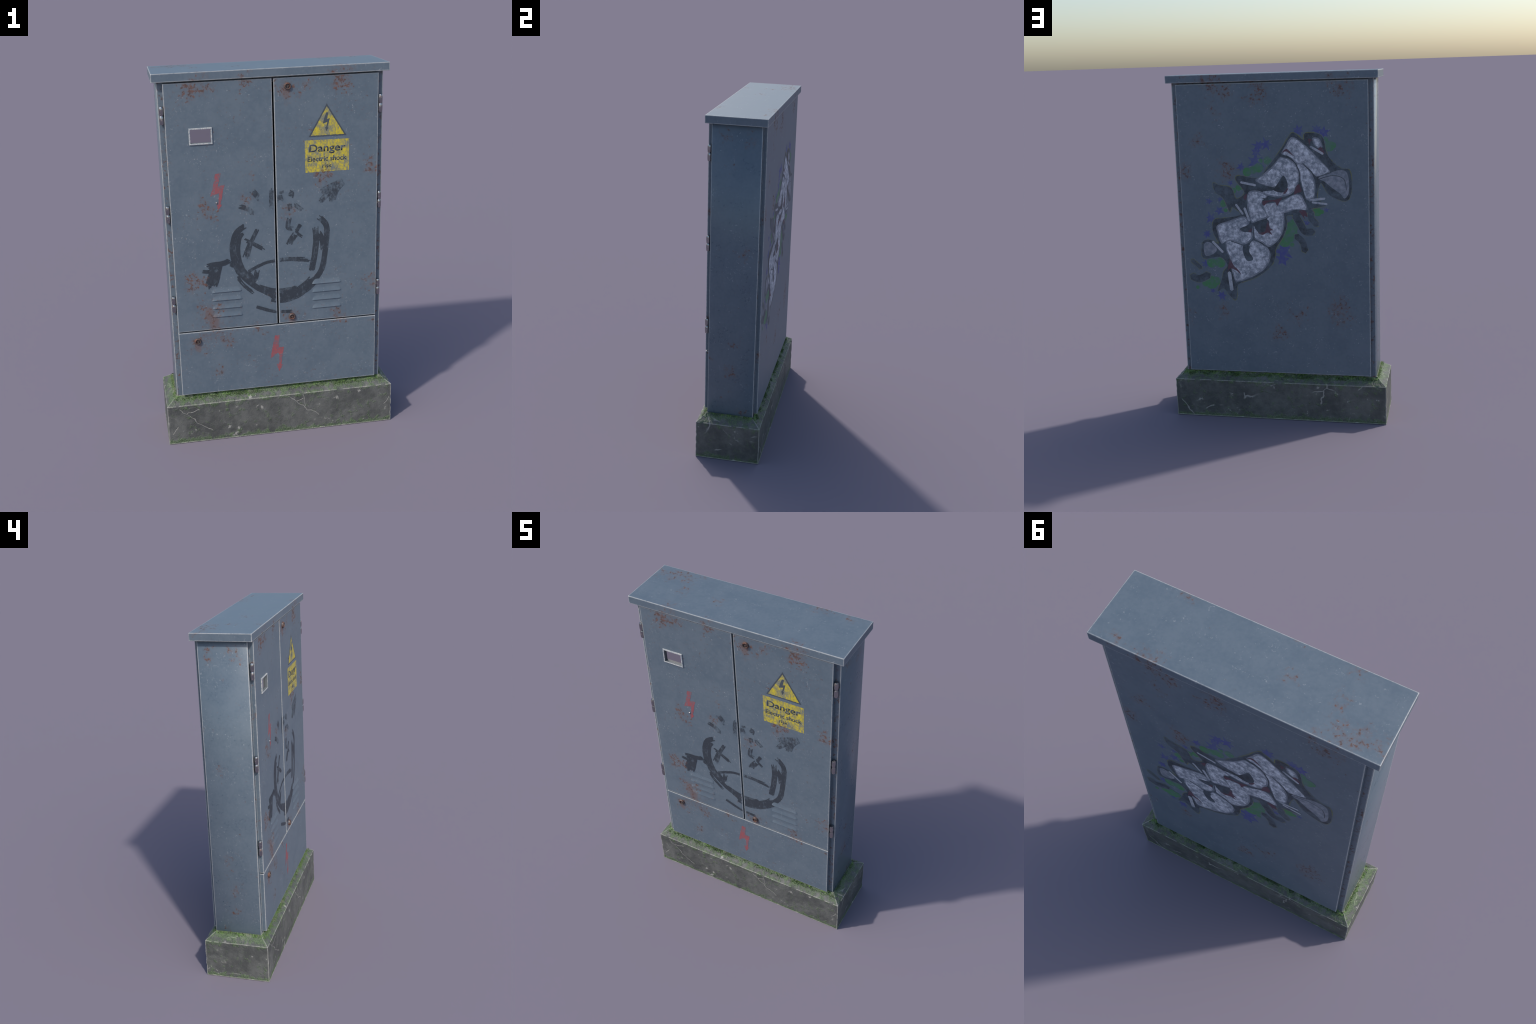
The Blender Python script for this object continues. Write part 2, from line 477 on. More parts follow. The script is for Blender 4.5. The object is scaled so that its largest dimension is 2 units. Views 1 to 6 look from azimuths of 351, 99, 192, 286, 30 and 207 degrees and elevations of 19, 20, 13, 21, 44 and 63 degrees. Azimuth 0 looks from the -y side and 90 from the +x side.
# moss film: on the sloping shoulder, along the rims and the damp foot
slope = N.step(Z, 0.221, 0.232)
high = N.step(Z, 0.232, 0.266, 0.0, 0.24)
foot = N.step(Z, 0.050, 0.0, 0.0, 0.24)
rim = N.step(Z, 0.190, 0.226, 0.0, 0.13)
nm = N.noise(P, 34.0, 4.0, 0.65, offset=(2, 9, 4))
moss = N.math("ADD", nm, N.math("MAXIMUM", N.math("MULTIPLY", slope, N.math("ADD", 0.10, high)), N.math("MAXIMUM", foot, rim)))
mk = N.step(moss, 0.54, 0.76)
moss_col = N.mix(N.step(n_fine, 0.35, 0.65), rgb(0.055, 0.105, 0.035), rgb(0.13, 0.20, 0.075))
col = N.mix(pale, col, rgb(0.40, 0.385, 0.345))
col = N.mix(N.math("MULTIPLY", mk, 0.62), col, moss_col)
w = edge_wear(N, P, 0.0085, 0.015, 0.10, 45.0)
col = N.mix(N.math("MULTIPLY", w, 0.85), col, rgb(0.47, 0.455, 0.40))
hgt = N.math("ADD", N.math("MULTIPLY", n_mid, 0.8), N.math("MULTIPLY", n_fine, 0.35))
hgt = N.math("SUBTRACT", hgt, N.math("MULTIPLY", crack, 0.5))
hgt = N.math("ADD", hgt, N.math("MULTIPLY", mk, n_fine))
finish(m, N, col, 0.62, hgt, 0.004)
M_CONC = m

m, N = material("moss")
P = coords(N)
a = N.noise(P, 90.0, 4.0, 0.7)
b2 = N.noise(P, 24.0, 3.0, 0.6, offset=(5, 1, 1))
c = N.mix(N.step(a, 0.34, 0.64), rgb(0.035, 0.065, 0.020), rgb(0.145, 0.24, 0.075))
c = N.mix(N.step(b2, 0.50, 0.68), c, rgb(0.17, 0.19, 0.135))
finish(m, N, c, 0.9, a, 0.006)
M_MOSS = m

# ------------------------------------------------------------------ plinth: block with sloping shoulders, eroded rims
bm = bmesh.new()


def patch(bm, corners, nu, nv):
    a, b, c, d = (Vector(p) for p in corners)
    grid = [[bm.verts.new((a.lerp(b, i / nu)).lerp(d.lerp(c, i / nu), j / nv)) for i in range(nu + 1)] for j in range(nv + 1)]
    for j in range(nv):
        for i in range(nu):
            bm.faces.new((grid[j][i], grid[j][i + 1], grid[j + 1][i + 1], grid[j + 1][i]))


lo = [(-PL_X, -PL_Y, 0), (PL_X, -PL_Y, 0), (PL_X, PL_Y, 0), (-PL_X, PL_Y, 0)]
mid = [(x, y, PL_SHOULDER) for x, y, _ in lo]
top = [(math.copysign(PL_IX, x), math.copysign(PL_IY, y), PL_TOP) for x, y, _ in lo]
for i in range(4):
    j = (i + 1) % 4
    n = 250 if i % 2 == 0 else 74
    patch(bm, (lo[i], lo[j], mid[j], mid[i]), n, 44)
    patch(bm, (mid[i], mid[j], top[j], top[i]), n, 14)
patch(bm, (top[0], top[1], top[2], top[3]), 1, 1)
patch(bm, (lo[3], lo[2], lo[1], lo[0]), 1, 1)
bmesh.ops.remove_doubles(bm, verts=bm.verts, dist=0.0004)
for vtx in bm.verts:
    p = vtx.co.copy()
    # chips: how near to a rim, and is this stretch of rim chipped
    ex, ey = PL_X - abs(p.x), PL_Y - abs(p.y)
    ez = min(abs(p.z - PL_SHOULDER), p.z if p.z < 0.1 else 1)
    near = sorted((ex, ey, ez))[:2]
    closeness = max(0.0, 1 - (near[0] + near[1]) / 0.014)
    chip = max(0.0, mnoise.noise(p * 38) + 0.10) * closeness * 0.0045
    relief = mnoise.fractal(p * 30, 0.9, 2.1, 4) * 0.0006
    if p.z > PL_SHOULDER + 0.002:
        relief += mnoise.noise(p * 55) * 0.0012
    n = Vector((p.x / PL_X, p.y / PL_Y, (p.z - 0.12) / 0.14))
    inward = Vector((math.copysign(1, p.x) if ex < 0.012 else 0, math.copysign(1, p.y) if ey < 0.012 else 0,
                     1 if p.z > PL_SHOULDER - 0.01 else 0))
    if inward.length and 0.0 < p.z < PL_TOP - 0.001:
        inward.normalize()
        vtx.co -= inward * (chip + max(0, relief + 0.0004))
plinth = add("concrete_plinth", mesh_from(bm, "concrete_plinth"), None, M_CONC, 30)

# moss cushions on the shoulder, thick against the steel, broken into clumps
bm = bmesh.new()
for i in range(4):
    j = (i + 1) % 4
    n = 420 if i % 2 == 0 else 120
    a, b = Vector(mid[i]), Vector(mid[j])
    c, d = Vector(top[j]), Vector(top[i])
    out = (b - a).cross(d - a).normalized()
    m_rows = 22
    rows = []
    for r in range(m_rows + 1):
        t = 0.10 + 0.90 * r / m_rows
        row = []
        for s in range(n + 1):
            f = s / n
            p = a.lerp(b, f).lerp(d.lerp(c, f), t)
            big = mnoise.noise(Vector((p.x * 26, p.y * 26, i * 5.1))) * 0.6 + mnoise.noise(p * 70 + Vector((3, 3, 3))) * 0.5
            lump = mnoise.fractal(p * 120, 0.9, 2.0, 3) * 0.5
            side = 0.75 if i % 2 == 0 else 0.35
            hh = (big * 0.0085 + lump * 0.003) + (t - 0.90 + 0.28 * (side - 0.5)) * 0.013
            row.append(bm.verts.new(p + out * max(-0.004, min(hh, 0.010))))
        rows.append(row)
    for r0, r1 in zip(rows, rows[1:]):
        for s in range(n):
            bm.faces.new((r0[s], r0[s + 1], r1[s + 1], r1[s]))
# ragged fringe of shoots that leans out from under the steel
def shoot(p, d, length, r):
    a = d.orthogonal().normalized()
    b = d.cross(a)
    ring = [bm.verts.new(p + (a * math.cos(q) + b * math.sin(q)) * r) for q in (0, 2.1, 4.2)]
    tip = bm.verts.new(p + d * length)
    for q in range(3):
        bm.faces.new((ring[q], ring[(q + 1) % 3], tip))


for i in range(4):
    j = (i + 1) % 4
    a, b, c, d = Vector(mid[i]), Vector(mid[j]), Vector(top[j]), Vector(top[i])
    out = (b - a).cross(d - a).normalized()
    away = ((a + b) - (c + d)).normalized()
    count = 2600 if i % 2 == 0 else 500
    for _ in range(count):
        f = rng.random()
        t = min(1.0, max(0.30, rng.gauss(0.66 if i % 2 == 0 else 0.97, 0.11)))
        p = a.lerp(b, f).lerp(d.lerp(c, f), t)
        if mnoise.noise(Vector((p.x * 22, p.y * 22, 3.3))) + 0.35 < rng.random() * 0.9:
            continue
        dirn = (out + away * rng.uniform(-0.1, 0.7) + Vector((rng.uniform(-.5, .5), rng.uniform(-.5, .5), 0))).normalized()
        shoot(p, dirn, rng.uniform(0.004, 0.0125), rng.uniform(0.0010, 0.0022))
moss = add("moss", mesh_from(bm, "moss"), plinth, M_MOSS, 180)
moss["kind"] = "stuff"

# ------------------------------------------------------------------ steel carcass
frame = box("cabinet_frame", -CORE_X, CORE_X, -CORE_Y, CORE_Y, 0.255, CAP_LOW + 0.004, M_FRAME, 0.0015)


def carve(ob, *boxes):
    """Cut boxes (x0, x1, y0, y1, z0, z1) out of an object and keep the plain mesh."""
    mats = list(ob.data.materials)
    bm = bmesh.new()
    for b in boxes:
        bm_box(bm, *b)
    cutter = add("cutter", mesh_from(bm, "cutter"))
    mod = ob.modifiers.new("cut", "BOOLEAN")
    mod.object, mod.operation, mod.solver = cutter, "DIFFERENCE", "EXACT"
    bpy.context.view_layer.update()
    me = bpy.data.meshes.new_from_object(ob.evaluated_get(bpy.context.evaluated_depsgraph_get()))
    ob.modifiers.clear()
    ob.data = me
    bpy.data.objects.remove(cutter)
    me.materials.clear()
    for m in mats:
        me.materials.append(m)


# the carcass is hollow behind the door joints
carve(frame, (-0.53, 0.53, -0.125, 0.125, 0.30, 1.93))
carve(frame, (-0.03, 0.03, -0.2, -0.10, 0.62, 1.93))
carve(frame, (-0.50, 0.50, -0.2, -0.10, 0.622, 0.668))
lid = box("lid", -CAP_X, CAP_X, -CAP_Y, CAP_Y, CAP_LOW, CAP_TOP, M_LID, 0.0022)

# side panels: thin sheets, softly bellied (carried by the vertex normals) so reflections bend over them
BELLY_Y, BELLY_UP, BELLY_DOWN = 0.34, 0.50, 0.30
for s in (-1, 1):
    bm = bmesh.new()
    x0, x1 = s * (CORE_X - 0.004), s * 0.5665
    y0, z0, z1 = CORE_Y - 0.0004, 0.262, CAP_LOW + 0.002
    patch(bm, ((x1, -y0, z0), (x1, y0, z0), (x1, y0, z1), (x1, -y0, z1)), 6, 30)
    patch(bm, ((x0, -y0, z0), (x0, y0, z0), (x1, y0, z0), (x1, -y0, z0)), 6, 1)
    patch(bm, ((x0, -y0, z0), (x1, -y0, z0), (x1, -y0, z1), (x0, -y0, z1)), 1, 30)
    patch(bm, ((x0, y0, z0), (x1, y0, z0), (x1, y0, z1), (x0, y0, z1)), 1, 30)
    bmesh.ops.remove_doubles(bm, verts=bm.verts, dist=1e-5)
    me = mesh_from(bm, "side_panel")
    for p in me.polygons:
        if (p.normal.x * s < 0) if abs(p.normal.x) > 0.5 else (p.normal.y * p.center.y < 0):
            p.flip()
    side = add("side_panel", me, None, M_SIDE)
    me.polygons.foreach_set("use_smooth", [True] * len(me.polygons))
    normals = []
    for p in me.polygons:
        for li in p.loop_indices:
            co = me.vertices[me.loops[li].vertex_index].co
            if abs(p.normal.x) > 0.5:
                v = 2 * (co.z - z0) / (z1 - z0) - 1
                normals.append(Vector((s, BELLY_Y * co.y / y0, (BELLY_UP if v > 0 else BELLY_DOWN) * v)).normalized())
            else:
                normals.append(p.normal.copy())
    me.normals_split_custom_set(normals)

back = box("back_panel", -PANEL_X, PANEL_X, CORE_Y - 0.002, BACK, FOOT, DOOR_TOP, M_BACK, 0.0022)
panel = box("access_panel", -PANEL_X, PANEL_X, FRONT, -CORE_Y + 0.002, FOOT, SEAM, M_FRONT, 0.0022)

GAP = 0.0045
WIN = (-0.425, -0.309, 1.645, 1.728)      # outer rim of the meter window
# left door with a real window opening
bm = bmesh.new()
wx0, wx1, wz0, wz1 = WIN[0] + 0.005, WIN[1] - 0.005, WIN[2] + 0.005, WIN[3] - 0.005
bm_box(bm, -PANEL_X, -GAP, FRONT, -CORE_Y + 0.002, DOOR_LOW, DOOR_TOP, 0.0022)
door_l = add("door", mesh_from(bm, "door"), None, M_FRONT)
carve(door_l, (wx0, wx1, FRONT - 0.05, -0.1455, wz0, wz1))
door_r = box("door", GAP, PANEL_X, FRONT, -CORE_Y + 0.002, DOOR_LOW, DOOR_TOP, M_FRONT, 0.0022)

# window: raised rim, reveal and pane
bm = bmesh.new()


def ring_verts(inset, y):
    x0, x1, z0, z1 = WIN[0] + inset, WIN[1] - inset, WIN[2] + inset, WIN[3] - inset
    return [bm.verts.new((x, y, z)) for x, z in ((x0, z0), (x1, z0), (x1, z1), (x0, z1))]


rings = [ring_verts(0.0, FRONT - 0.0002 + 0.001), ring_verts(0.0, -0.1615), ring_verts(0.0008, -0.1622), ring_verts(0.0062, -0.1622),
         ring_verts(0.0070, -0.1615), ring_verts(0.0070, -0.1458)]
for r0, r1 in zip(rings, rings[1:]):
    for i in range(4):
        j = (i + 1) % 4
        bm.faces.new((r0[i], r0[j], r1[j], r1[i]))
wf = add("window_frame", mesh_from(bm, "window_frame"), door_l, M_RIM)
wf.data.materials.append(M_REVEAL)
for p in wf.data.polygons:
    if p.center.y > -0.1600 and abs(p.normal.y) < 0.1 and WIN[0] + 0.004 < p.center.x < WIN[1] - 0.004 and WIN[2] + 0.004 < p.center.z < WIN[3] - 0.004:
        p.material_index = 1
box("window_pane", WIN[0] + 0.0068, WIN[1] - 0.0068, -0.1502, -0.1497, WIN[2] + 0.0068, WIN[3] - 0.0068, M_GLASS, 0.0, door_l)

# louvers: pressed hoods, open below, rounded ends
LOUVER_W, LOUVER_H, LOUVER_OUT = 0.160, 0.027, 0.0042


def louver_mesh():
    bm = bmesh.new()
    nu, nv = 36, 10
    rows = []
    for j in range(nv + 1):
        t = j / nv
        row = []
        for i in range(nu + 1):
            u = -1 + 2 * i / nu
            x = u * LOUVER_W / 2
            end = max(0.0, (abs(x) - (LOUVER_W / 2 - 0.030)) / 0.030)      # rounded shoulder
            cap = math.sqrt(max(0.0, 1 - end ** 2.2))
            ztop = LOUVER_H * cap
            z = ztop * (1 - t)
            y = -LOUVER_OUT * (t ** 1.5) * min(1.0, cap * 1.1 + 0.03)
            row.append(bm.verts.new((x, y - 0.0003, z)))
        rows.append(row)
    lip = [bm.verts.new((v.co.x, 0.001, v.co.z - 0.0006)) for v in rows[-1]]
    rows.append(lip)
    for r0, r1 in zip(rows, rows[1:]):
        for i in range(nu):
            bm.faces.new((r0[i], r0[i + 1], r1[i + 1], r1[i]))
    me = bpy.data.meshes.new("louver")
    bm.to_mesh(me)
    bm.free()
    return me


lv = louver_mesh()
lv.materials.append(M_PLAIN)
lv.polygons.foreach_set("use_smooth", [True] * len(lv.polygons))
lv.set_sharp_from_angle(angle=math.radians(50))
for door, cx in ((door_l, -0.270), (door_r, 0.267)):
    for kk in range(4):
        ob = add("louver", lv, door)
        ob.location = (cx, FRONT, 0.857 - 0.0462 * kk)

# hinges: two barrel knuckles each
bm = bmesh.new()
for zc in (-0.0225, 0.0225):
    L, R = 0.0215, 0.0112
    lathe(bm, [(R * 0.80, -L), (R * 0.93, -L * 0.88), (R, -L * 0.5), (R * 1.02, 0), (R, L * 0.45), (R * 0.90, L * 0.82), (R * 0.74, L)],
          "z", (0, 0, zc))
lathe(bm, [(0.007, -0.04), (0.007, 0.04)], "z", (0, 0, 0), 12)
hm = mesh_from(bm, "hinge")
hm.materials.append(M_HINGE)
hm.polygons.foreach_set("use_smooth", [True] * len(hm.polygons))
hm.set_sharp_from_angle(angle=math.radians(40))
for s in (-1, 1):
    for z in (1.797, 1.296, 0.806):
        ob = add("hinge", hm, door_l if s < 0 else door_r)
        ob.location = (s * 0.5508, -0.1475, z)
        ob.rotation_euler.z = rng.uniform(0, 6)

# locks: dished boss with a three-sided key stub
bm = bmesh.new()
lathe(bm, [(0.0185, -0.001), (0.0180, 0.0035), (0.0160, 0.0085), (0.0145, 0.0100), (0.0118, 0.0095), (0.0105, 0.0030)], "y", (0, 0, 0), 32)
tri = lambda h, r: [bm.verts.new((r * math.sin(a), -h, -r * math.cos(a))) for a in (0, 2 * math.pi / 3, 4 * math.pi / 3)]
t0, t1 = tri(0.002, 0.0082), tri(0.0085, 0.0072)
for i in range(3):
    bm.faces.new((t0[i], t0[(i + 1) % 3], t1[(i + 1) % 3], t1[i]))
bm.faces.new(t1)
lm = mesh_from(bm, "lock")
lm.materials.append(M_LOCK)
lm.polygons.foreach_set("use_smooth", [True] * len(lm.polygons))
lm.set_sharp_from_angle(angle=math.radians(35))
for par, x, z in ((door_r, 0.074, 1.908), (door_r, 0.075, 0.682), (panel, -0.438, 0.587)):
    ob = add("lock", lm, par)
    ob.location = (x, FRONT, z)

bm = bmesh.new()
lathe(bm, [(0.0055, -0.001), (0.0055, 0.001), (0.0045, 0.0032), (0.0024, 0.0046), (0.0004, 0.005)], "y", (0, 0, 0), 20)
rv = add("rivet", mesh_from(bm, "rivet"), door_l, M_RIVET, 60)
rv.location = (-0.303, FRONT, 1.341)


# ------------------------------------------------------------------ painted marks: thin films with real edges
def smooth_loop(pts, steps=5):
    out = []
    n = len(pts)
    for i in range(n):
        p0, p1, p2, p3 = (Vector(pts[(i + q) % n]) for q in (-1, 0, 1, 2))
        for s in range(steps):
            t = s / steps
            out.append(0.5 * ((2 * p1) + (p2 - p0) * t + (2 * p0 - 5 * p1 + 4 * p2 - p3) * t * t + (3 * p1 - p0 - 3 * p2 + p3) * t ** 3))
    return out


def smooth_line(pts, steps=6):
    n = len(pts)
    out = []
    for i in range(n - 1):
        p0, p1, p2, p3 = (Vector(pts[min(max(i + q, 0), n - 1)]) for q in (-1, 0, 1, 2))
        for s in range(steps):
            t = s / steps
            out.append(0.5 * ((2 * p1) + (p2 - p0) * t + (2 * p0 - 5 * p1 + 4 * p2 - p3) * t * t + (3 * p1 - p0 - 3 * p2 + p3) * t ** 3))
    out.append(Vector(pts[-1]))
    return out


def stroke_loop(pts, r, taper=1.0):
    return stroke_loop_raw(smooth_line(pts) if len(pts) > 2 else [Vector(p) for p in pts], r, taper)


def stroke_loop_raw(line, r, taper=1.0):
    left, right = [], []
    for i, p in enumerate(line):
        d = (line[min(i + 1, len(line) - 1)] - line[max(i - 1, 0)]).normalized()
        nrm = Vector((-d.y, d.x))
        w = r * (1 + (taper - 1) * i / (len(line) - 1))
        left.append(p + nrm * w)
        right.append(p - nrm * w)
    d0 = (line[0] - line[1]).normalized()
    d1 = (line[-1] - line[-2]).normalized()
    return left + [line[-1] + d1 * r * taper * 0.8] + right[::-1] + [line[0] + d0 * r * 0.8]


def ragged(loop, amp, seed):
    """Dense copy of a straight-edged loop with slightly torn edges."""
    out = []
    n = len(loop)
    for i in range(n):
        a, b = Vector(loop[i]), Vector(loop[(i + 1) % n])
        k = max(1, int((b - a).length / 0.003))
        nrm = Vector((-(b - a).y, (b - a).x)).normalized()
        for s in range(k):
            p = a.lerp(b, s / k)
            out.append(p + nrm * mnoise.noise(Vector((p.x * 160, p.y * 160, seed))) * amp * (0 if s == 0 else 1))
    return out


def film(name, loops, y, mat, parent, thick=0.00025, holes=()):
    """Flat film in the xz plane, outward along the sign of y."""
    cu = bpy.data.curves.new(name, "CURVE")
    cu.dimensions, cu.fill_mode = "2D", "BOTH"
    cu.extrude = thick / 2
    for lp in list(loops) + list(holes):
        sp = cu.splines.new("POLY")
        sp.points.add(len(lp) - 1)
        for q, p in zip(sp.points, lp):
            q.co = (p[0], p[1], 0, 1)
        sp.use_cyclic_u = True
    tmp = bpy.data.objects.new(name, cu)
    scene.collection.objects.link(tmp)
    bpy.context.view_layer.update()
    me = bpy.data.meshes.new_from_object(tmp.evaluated_get(bpy.context.evaluated_depsgraph_get()))
    bpy.data.objects.remove(tmp)
    return place_film(name, me, y, mat, parent)


def place_film(name, me, y, mat, parent):
    s = 1 if y > 0 else -1
    for v in me.vertices:
        x, z, h = v.co
        v.co = (x, y + s * h, z)
    bm = bmesh.new()
    bm.from_mesh(me)
    bmesh.ops.remove_doubles(bm, verts=bm.verts, dist=1e-6)
    bmesh.ops.recalc_face_normals(bm, faces=bm.faces)
    bm.to_mesh(me)
    bm.free()
    me.name = name
    return add(name, me, parent, mat)


# --- warning sign
M_YELLOW = decal_material("worn_yellow_paint", G_FRONT, rgb(0.60, 0.47, 0.015), 0.34, 0.58, 85.0, 0.92, rgb(0.42, 0.34, 0.03), (1, 1, 0.6), 0.12)
M_INK = decal_material("worn_dark_ink", G_FRONT, rgb(0.045, 0.055, 0.068), 0.28, 0.44, 90.0, 0.85)
M_RED = decal_material("worn_red_paint", G_FRONT, rgb(0.36, 0.060, 0.060), 0.32, 0.56, 75.0, 0.80, rgb(0.26, 0.055, 0.06))
LAYER = 0.0004
f1, f2, f3 = FRONT - LAYER, FRONT - 2 * LAYER, FRONT - 3 * LAYER
sign = film("warning_sign", [ragged([(0.157, 1.631), (0.387, 1.629), (0.386, 1.466), (0.158, 1.465)], 0.0022, 1)], f1, M_YELLOW, None)
border = film("warning_triangle_border", [ragged([(0.2715, 1.812), (0.177, 1.647), (0.373, 1.646)], 0.002, 2)], f1, M_INK, sign)
film("warning_triangle", [ragged([(0.2715, 1.797), (0.189, 1.654), (0.361, 1.653)], 0.0015, 3)], f2, M_YELLOW, sign)
film("lightning_symbol", [[(0.268, 1.767), (0.279, 1.767), (0.271, 1.732), (0.287, 1.738), (0.274, 1.692), (0.280, 1.692), (0.268, 1.671),
                           (0.262, 1.694), (0.267, 1.693), (0.274, 1.719), (0.250, 1.712), (0.258, 1.741)]], f3, M_INK, sign)


def lettering(text, x0, x1, base, height):
    cu = bpy.data.curves.new("lettering", "FONT")
    cu.body, cu.size, cu.extrude, cu.offset = text, 1.0, 0.0, 0.018
    tmp = bpy.data.objects.new("lettering", cu)
    scene.collection.objects.link(tmp)
    bpy.context.view_layer.update()
    me = bpy.data.meshes.new_from_object(tmp.evaluated_get(bpy.context.evaluated_depsgraph_get()))
    bpy.data.objects.remove(tmp)
    xs = [v.co.x for v in me.vertices]
    k = (x1 - x0) / (max(xs) - min(xs))
    caps = 0.69
    for v in me.vertices:
        v.co = (x0 + (v.co.x - min(xs)) * k, base + v.co.y * height / caps, 0)
    bm = bmesh.new()
    bm.from_mesh(me)
    r = bmesh.ops.extrude_face_region(bm, geom=list(bm.faces))
    for v in (q for q in r["geom"] if isinstance(q, bmesh.types.BMVert)):
        v.co.z += 0.0002
    bm.to_mesh(me)
    bm.free()
    return place_film("lettering", me, f2, M_INK, sign)


lettering("Danger", 0.179, 0.367, 1.571, 0.037)
lettering("Electric shock", 0.170, 0.374, 1.522, 0.025)
lettering("risk", 0.246, 0.296, 1.487, 0.022)

# --- red lightning marks
film("lightning_mark", [ragged([(-0.304, 1.492), (-0.274, 1.493), (-0.295, 1.426), (-0.257, 1.434), (-0.268, 1.405), (-0.274, 1.367),
                                (-0.285, 1.332), (-0.276, 1.330), (-0.297, 1.301), (-0.302, 1.332), (-0.294, 1.332), (-0.288, 1.391),
                                (-0.335, 1.376), (-0.322, 1.409)], 0.0014, 5)], f1, M_RED, door_l)
film("lightning_mark", [ragged([(-0.021, 0.578), (0.005, 0.576), (-0.004, 0.507), (0.027, 0.505), (0.011, 0.404), (0.019, 0.402),
                                (-0.002, 0.361), (-0.015, 0.407), (-0.005, 0.408), (0.002, 0.459), (-0.007, 0.476), (-0.049, 0.443),
                                (-0.036, 0.510)], 0.0022, 6)], f1, M_RED, panel)

# --- the sprayed face across both doors: every stroke is a bundle of dry bristle tracks
M_SPRAY = decal_material("dry_black_spray", G_FRONT, rgb(0.017, 0.021, 0.029), 0.29, 0.50, 62.0, 0.86, None, (1, 1, 0.6))
M_FAINT = decal_material("faint_black_spray", G_FRONT, rgb(0.017, 0.021, 0.029), 0.36, 0.57, 70.0, 0.82, None, (1, 1, 0.6))


track_no = 0
for si, (r, pts) in enumerate(FACE):
    r *= 1.2
    line = smooth_line(pts, 10) if len(pts) > 2 else [Vector(pts[0]).lerp(Vector(pts[1]), q / 16) for q in range(17)]
    slack = min(0.28, 0.022 / sum((q - p).length for p, q in zip(line, line[1:])))      # ragged brush ends
    n = max(1, round(2 * r / 0.0052))
    mat = M_FAINT if sum(p[1] for p in pts) / len(pts) > 1.19 else M_SPRAY
    for bi in range(n):
        off = (bi + 0.5) / n * 2 - 1
        a = int(len(line) * slack * rng.random())
        b = len(line) - int(len(line) * slack * 1.3 * rng.random())
        track = []
        for i in range(a, b):
            d = (line[min(i + 1, len(line) - 1)] - line[max(i - 1, 0)]).normalized()
            wob = mnoise.noise(Vector((i * 0.21, si * 3.1, bi * 1.7))) * 0.0018
            track.append(line[i] + Vector((-d.y, d.x)) * (off * r + wob))
        w = (r / n) * rng.uniform(0.95, 1.35)
        track_no += 1
        y = FRONT - 0.00015 - 0.000008 * track_no
        edge = GAP + 0.003 + w
        for door, part in ((door_l, [p for p in track if p.x < -edge]), (door_r, [p for p in track if p.x > edge])):
            if len(part) > 1:
                film("spray_stroke", [ragged(stroke_loop_raw(part, w), 0.0022, si + bi * 0.37)], y, mat, door, 0.000005)

# --- graffiti lettering on the back: layered spray films
M_SMOKE = decal_material("smoky_grey_spray", G_BACK, rgb(0.33, 0.33, 0.37), 0.30, 0.66, 40.0, 0.85, rgb(0.20, 0.205, 0.24), None, 0.20)
M_SILVER = decal_material("silver_spray", G_BACK, rgb(0.72, 0.72, 0.77), 0.37, 0.62, 38.0, 0.88, rgb(0.36, 0.36, 0.41), None, 0.22)
M_WHITE = decal_material("white_spray", G_BACK, rgb(0.50, 0.50, 0.54), 0.30, 0.56, 60.0, 0.75)
M_BLACK = decal_material("black_spray", G_BACK, rgb(0.014, 0.016, 0.020), 0.36, 0.66, 32.0, 0.86, None, None, 0.26)
M_GREEN = decal_material("green_spray", G_BACK, rgb(0.045, 0.21, 0.05), 0.26, 0.60, 40.0, 0.85)
M_BLUE = decal_material("violet_spray", G_BACK, rgb(0.058, 0.062, 0.25), 0.30, 0.60, 45.0, 0.85)
M_CRIMSON = decal_material("crimson_spray", G_BACK, rgb(0.10, 0.028, 0.042), 0.28, 0.5, 50.0, 0.85)
M_OLIVE = decal_material("olive_spray", G_BACK, rgb(0.17, 0.17, 0.04), 0.40, 0.62, 40.0, 0.8)

BODY = [(-0.124, 1.675), (-0.180, 1.634), (-0.191, 1.671), (-0.281, 1.656), (-0.306, 1.563), (-0.342, 1.510), (-0.388, 1.476),
        (-0.431, 1.466), (-0.443, 1.396), (-0.436, 1.329), (-0.405, 1.295), (-0.318, 1.329), (-0.272, 1.397), (-0.250, 1.309),
        (-0.303, 1.275), (-0.248, 1.258), (-0.221, 1.254), (-0.200, 1.234), (-0.144, 1.213), (-0.075, 1.213), (-0.074, 1.164),
        (-0.051, 1.095), (-0.006, 1.024), (-0.001, 0.982), (0.018, 0.932), (0.070, 0.881), (0.135, 0.844), (0.223, 0.810),
        (0.233, 0.748), (0.245, 0.715), (0.277, 0.740), (0.311, 0.783), (0.349, 0.767), (0.324, 0.826), (0.307, 0.884),
        (0.283, 0.921), (0.324, 0.970), (0.426, 0.962), (0.425, 1.055), (0.377, 1.070), (0.328, 1.049), (0.360, 1.120),
        (0.349, 1.187), (0.277, 1.198), (0.191, 1.219), (0.239, 1.261), (0.254, 1.233), (0.267, 1.261), (0.293, 1.316),
        (0.334, 1.344), (0.346, 1.399), (0.311, 1.386), (0.241, 1.371), (0.215, 1.309), (0.164, 1.344), (0.211, 1.413),
        (0.195, 1.440), (0.084, 1.426), (0.026, 1.486), (-0.060, 1.593), (-0.089, 1.639)]
